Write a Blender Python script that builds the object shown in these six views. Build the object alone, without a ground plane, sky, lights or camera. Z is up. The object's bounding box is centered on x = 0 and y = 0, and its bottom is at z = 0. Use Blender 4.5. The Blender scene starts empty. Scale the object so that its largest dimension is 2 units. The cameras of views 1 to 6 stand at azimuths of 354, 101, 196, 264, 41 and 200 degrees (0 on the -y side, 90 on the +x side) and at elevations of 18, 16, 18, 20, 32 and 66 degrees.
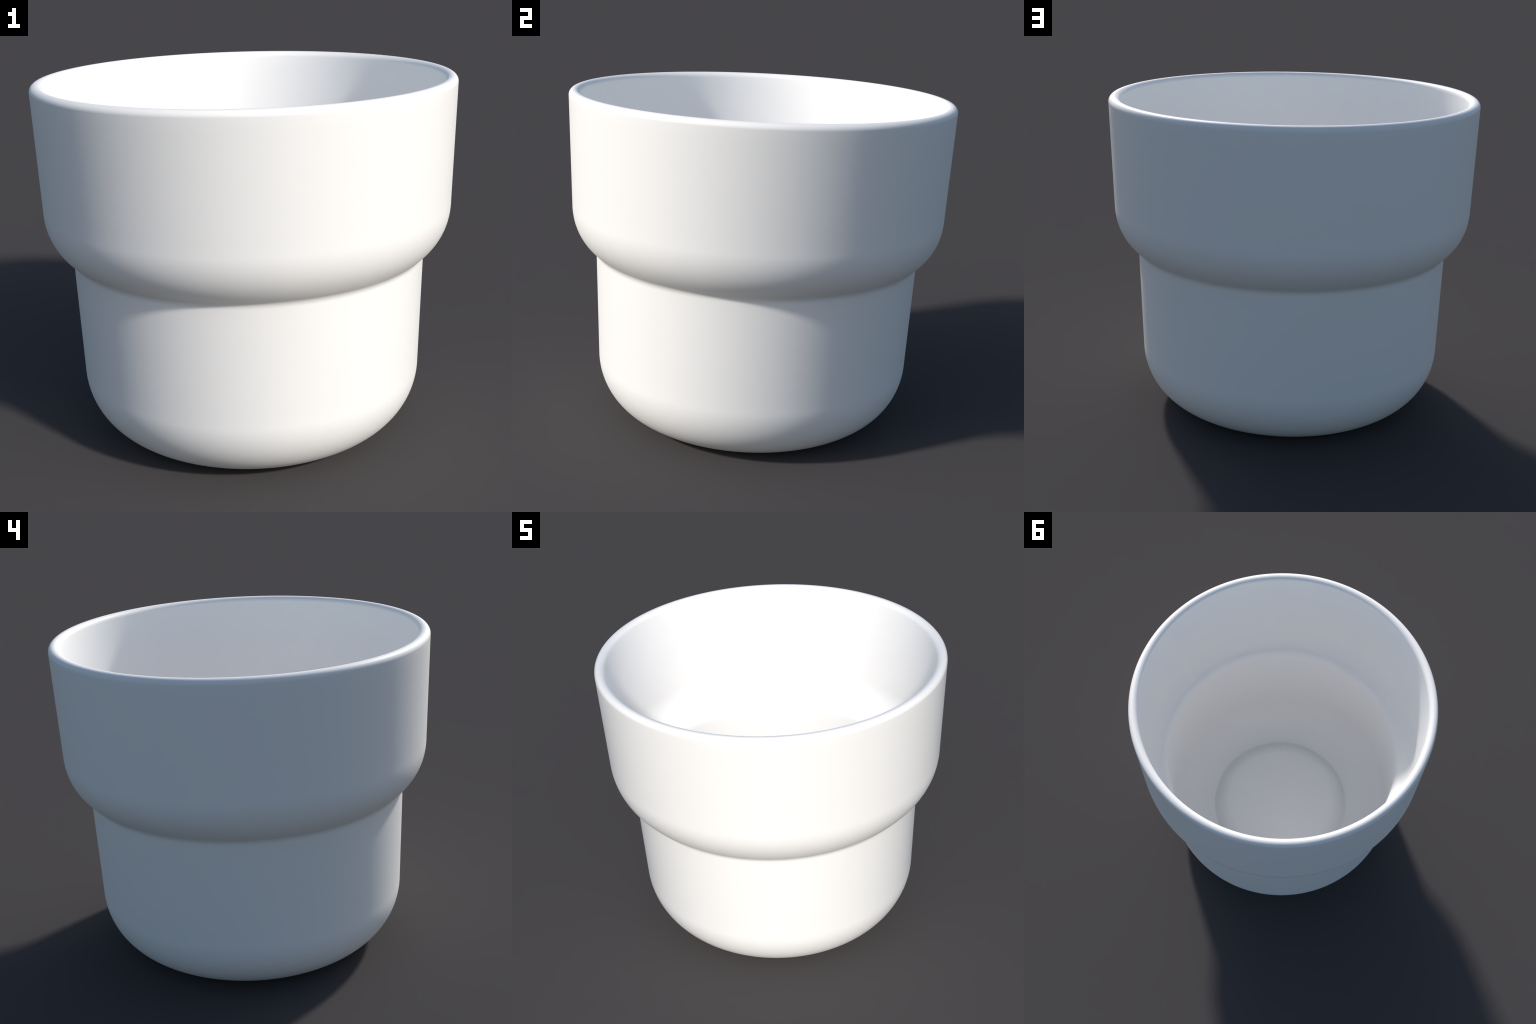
"""White stacking tumbler: a turned (lathe) shell with a wide rounded upper
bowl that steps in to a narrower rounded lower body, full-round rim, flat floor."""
import bpy, math

# ---------------------------------------------------------------- dimensions
HEIGHT = 1.7560         # top of the rim
SEGMENTS = 256          # facets round the axis

# outside skin: two slightly flaring walls, each ending in a quarter-oval turn
UPPER_R = 0.9562        # upper wall radius carried down to z = 0
LOWER_R = 0.8389        # lower wall radius carried down to z = 0
TAPER = 0.0251          # dr/dz of both walls
BOWL_Z = 1.1693         # height where the upper wall starts to turn in
BOWL_A, BOWL_B, BOWL_P = 0.2812, 0.2922, 2.14    # oval under the upper bowl
FOOT_Z = 0.3361         # height where the lower wall starts to turn in
FOOT_A, FOOT_P = 0.3187, 2.04                    # oval at the foot

# thickness of the shell
UPPER_WALL = 0.058
LOWER_WALL = 0.0455
FLOOR = 0.059
RIM_R = UPPER_WALL / 2  # full-round lip

CREASE_OUT = 0.020      # how far the outside step is blended either way
CREASE_IN = 0.044       # softer blend over the inside step

PUNT_RISE = 0.060       # the floor is pushed up in the middle, as the underside is
PUNT_EDGE = 0.120       # width of its rounded shoulder


def line(p, q, n):
    """Points strictly between p and q."""
    return [(p[0] + (q[0] - p[0]) * i / n, p[1] + (q[1] - p[1]) * i / n)
            for i in range(1, n)]


def turn(rk, zk, a, b, p, n=64):
    """Quarter superellipse from the wall (rk, zk) in and down to (rk-a, zk-b)."""
    out = []
    for i in range(n + 1):
        t = math.pi / 2 * i / n
        c, s = max(math.cos(t), 0.0), math.sin(t)
        out.append((rk - a + a * c ** (2 / p), zk - b * s ** (2 / p)))
    return out


def step(bowl, wall_r, blend, n=14):
    """Cut the bowl's turn where it meets the lower wall r = wall_r + TAPER z and
    blend the corner with a parabola; returns (bowl part, blend points)."""
    kept = []
    for p, q in zip(bowl, bowl[1:]):
        kept.append(p)
        fp = p[0] - wall_r - TAPER * p[1]
        fq = q[0] - wall_r - TAPER * q[1]
        if fq <= 0:
            k = fp / (fp - fq)
            corner = (p[0] + (q[0] - p[0]) * k, p[1] + (q[1] - p[1]) * k)
            break
    kept = [p for p in kept
            if math.hypot(p[0] - corner[0], p[1] - corner[1]) > blend * 1.15]
    d = math.hypot(kept[-1][0] - corner[0], kept[-1][1] - corner[1])
    end = (corner[0] - TAPER * d, corner[1] - d)
    start = kept[-1]
    soft = []
    for i in range(1, n + 1):
        t = i / n
        w0, w1, w2 = (1 - t) ** 2, 2 * t * (1 - t), t * t
        soft.append((w0 * start[0] + w1 * corner[0] + w2 * end[0],
                     w0 * start[1] + w1 * corner[1] + w2 * end[1]))
    return kept, soft


def punt(r, z, n=14):
    """Rounded shoulder rising inwards from (r, z) to the raised middle."""
    return [(r - PUNT_EDGE * t, z + PUNT_RISE * (1 - (1 - t) ** 2))
            for t in (k / n for k in range(0, n + 1))]


def profile():
    """Profile from the axis underneath, up the outside, over the rim and down the
    inside to the axis again.  Each point carries the name of its part."""
    pts = []

    def add(part, seq):
        for r, z in seq:
            pts.append((r, z, part))

    # ---- outside (listed from the top down, then reversed)
    bowl = turn(UPPER_R + TAPER * BOWL_Z, BOWL_Z, BOWL_A, BOWL_B, BOWL_P)
    bowl, soft = step(bowl, LOWER_R, CREASE_OUT)
    foot = turn(LOWER_R + TAPER * FOOT_Z, FOOT_Z, FOOT_A, FOOT_Z, FOOT_P)
    under = punt(foot[-1][0] - 0.012, 0.0)
    add('base', [(0.0, PUNT_RISE)] + line((0, PUNT_RISE), under[-1], 8))
    add('base', under[::-1])
    add('lower_body', foot[::-1])
    add('lower_body', line(foot[0], soft[-1], 10) + soft[::-1])
    add('upper_bowl', bowl[::-1])
    # ---- lip
    th = math.atan(TAPER)
    zr = HEIGHT - RIM_R
    rr = UPPER_R + TAPER * zr - RIM_R / math.cos(th)
    lip = [(rr + RIM_R * math.cos(t), zr + RIM_R * math.sin(t))
           for t in (-th + math.pi * k / 28 for k in range(29))]
    add('upper_bowl', line(bowl[0], lip[0], 10))
    add('rim', lip)
    # ---- inside
    bowl = turn(UPPER_R + TAPER * BOWL_Z - UPPER_WALL, BOWL_Z,
                BOWL_A - UPPER_WALL, BOWL_B - LOWER_WALL, BOWL_P)
    bowl, soft = step(bowl, LOWER_R - LOWER_WALL, CREASE_IN)
    foot = turn(LOWER_R + TAPER * FOOT_Z - LOWER_WALL, FOOT_Z,
                FOOT_A - LOWER_WALL + 0.0075, FOOT_Z - FLOOR, FOOT_P)
    add('upper_bowl', line(lip[-1], bowl[0], 10) + bowl)
    add('lower_body', soft + line(soft[-1], foot[0], 10) + foot)
    top = punt(*foot[-1])
    add('base', top[1:] + line(top[-1], (0, top[-1][1]), 8) + [(0.0, top[-1][1])])
    return pts


def white_glaze():
    m = bpy.data.materials.new("white_glaze")
    m.use_nodes = True
    nt = m.node_tree
    bsdf = nt.nodes["Principled BSDF"]
    tex = nt.nodes.new("ShaderNodeTexCoord")
    noise = nt.nodes.new("ShaderNodeTexNoise")
    noise.inputs["Scale"].default_value = 3.0
    ramp = nt.nodes.new("ShaderNodeValToRGB")
    ramp.color_ramp.elements[0].color = (0.990, 0.979, 0.957, 1)
    ramp.color_ramp.elements[1].color = (1.0, 0.989, 0.967, 1)
    nt.links.new(tex.outputs["Object"], noise.inputs["Vector"])
    nt.links.new(noise.outputs["Fac"], ramp.inputs["Fac"])
    nt.links.new(ramp.outputs["Color"], bsdf.inputs["Base Color"])
    bsdf.inputs["Roughness"].default_value = 0.5
    bsdf.inputs["IOR"].default_value = 1.5
    return m


def profile_normals(pts):
    """Normal of the turned surface at every profile point (2D, outward)."""
    out = []
    n = len(pts)
    for k in range(n):
        acc = [0.0, 0.0]
        for a, b in ((k - 1, k), (k, k + 1)):
            if a < 0 or b >= n:
                continue
            dr, dz = pts[b][0] - pts[a][0], pts[b][1] - pts[a][1]
            L = math.hypot(dr, dz)
            acc[0] += dz / L
            acc[1] -= dr / L
        if pts[k][0] == 0.0:
            acc[0] = 0.0
        L = math.hypot(*acc)
        out.append((acc[0] / L, acc[1] / L))
    return out


def build():
    pts = profile()
    nrm = profile_normals(pts)
    mat = white_glaze()
    root = bpy.data.objects.new("stacking_tumbler", None)
    bpy.context.scene.collection.objects.link(root)
    root["label"] = "plain white stacking cup with stepped rounded body"
    root["category"] = "cup"

    # a strip k joins points k and k+1; it belongs to the more special of the two
    order = {'base': 0, 'rim': 1, 'lower_body': 2, 'upper_bowl': 3}
    strips = {}
    for k in range(len(pts) - 1):
        a, b = pts[k][2], pts[k + 1][2]
        if a == b:
            name = a
        elif {a, b} == {'lower_body', 'upper_bowl'}:
            name = 'upper_bowl'
        elif 'rim' in (a, b):
            name = 'upper_bowl'
        else:
            name = 'base'
        strips.setdefault(name, []).append(k)

    for name, ks in strips.items():
        verts, norms, faces, ring = [], [], [], {}

        def get_ring(k):
            if k in ring:
                return ring[k]
            r, z, _ = pts[k]
            nr, nz = nrm[k]
            start = len(verts)
            if r == 0.0:
                verts.append((0.0, 0.0, z)); norms.append((0.0, 0.0, nz))
                ring[k] = [start] * SEGMENTS
            else:
                for s in range(SEGMENTS):
                    t = 2 * math.pi * s / SEGMENTS
                    c, sn = math.cos(t), math.sin(t)
                    verts.append((r * c, r * sn, z))
                    norms.append((nr * c, nr * sn, nz))
                ring[k] = list(range(start, start + SEGMENTS))
            return ring[k]

        for k in ks:
            A, B = get_ring(k), get_ring(k + 1)
            for s in range(SEGMENTS):
                s2 = (s + 1) % SEGMENTS
                f = [A[s], A[s2], B[s2], B[s]]
                g = [v for j, v in enumerate(f) if v not in f[:j]]
                faces.append(g)
        me = bpy.data.meshes.new(name)
        me.from_pydata(verts, [], faces)
        me.validate()
        me.shade_smooth()
        me.normals_split_custom_set_from_vertices(norms)
        me.materials.append(mat)
        ob = bpy.data.objects.new(name, me)
        bpy.context.scene.collection.objects.link(ob)
        ob.parent = root


build()
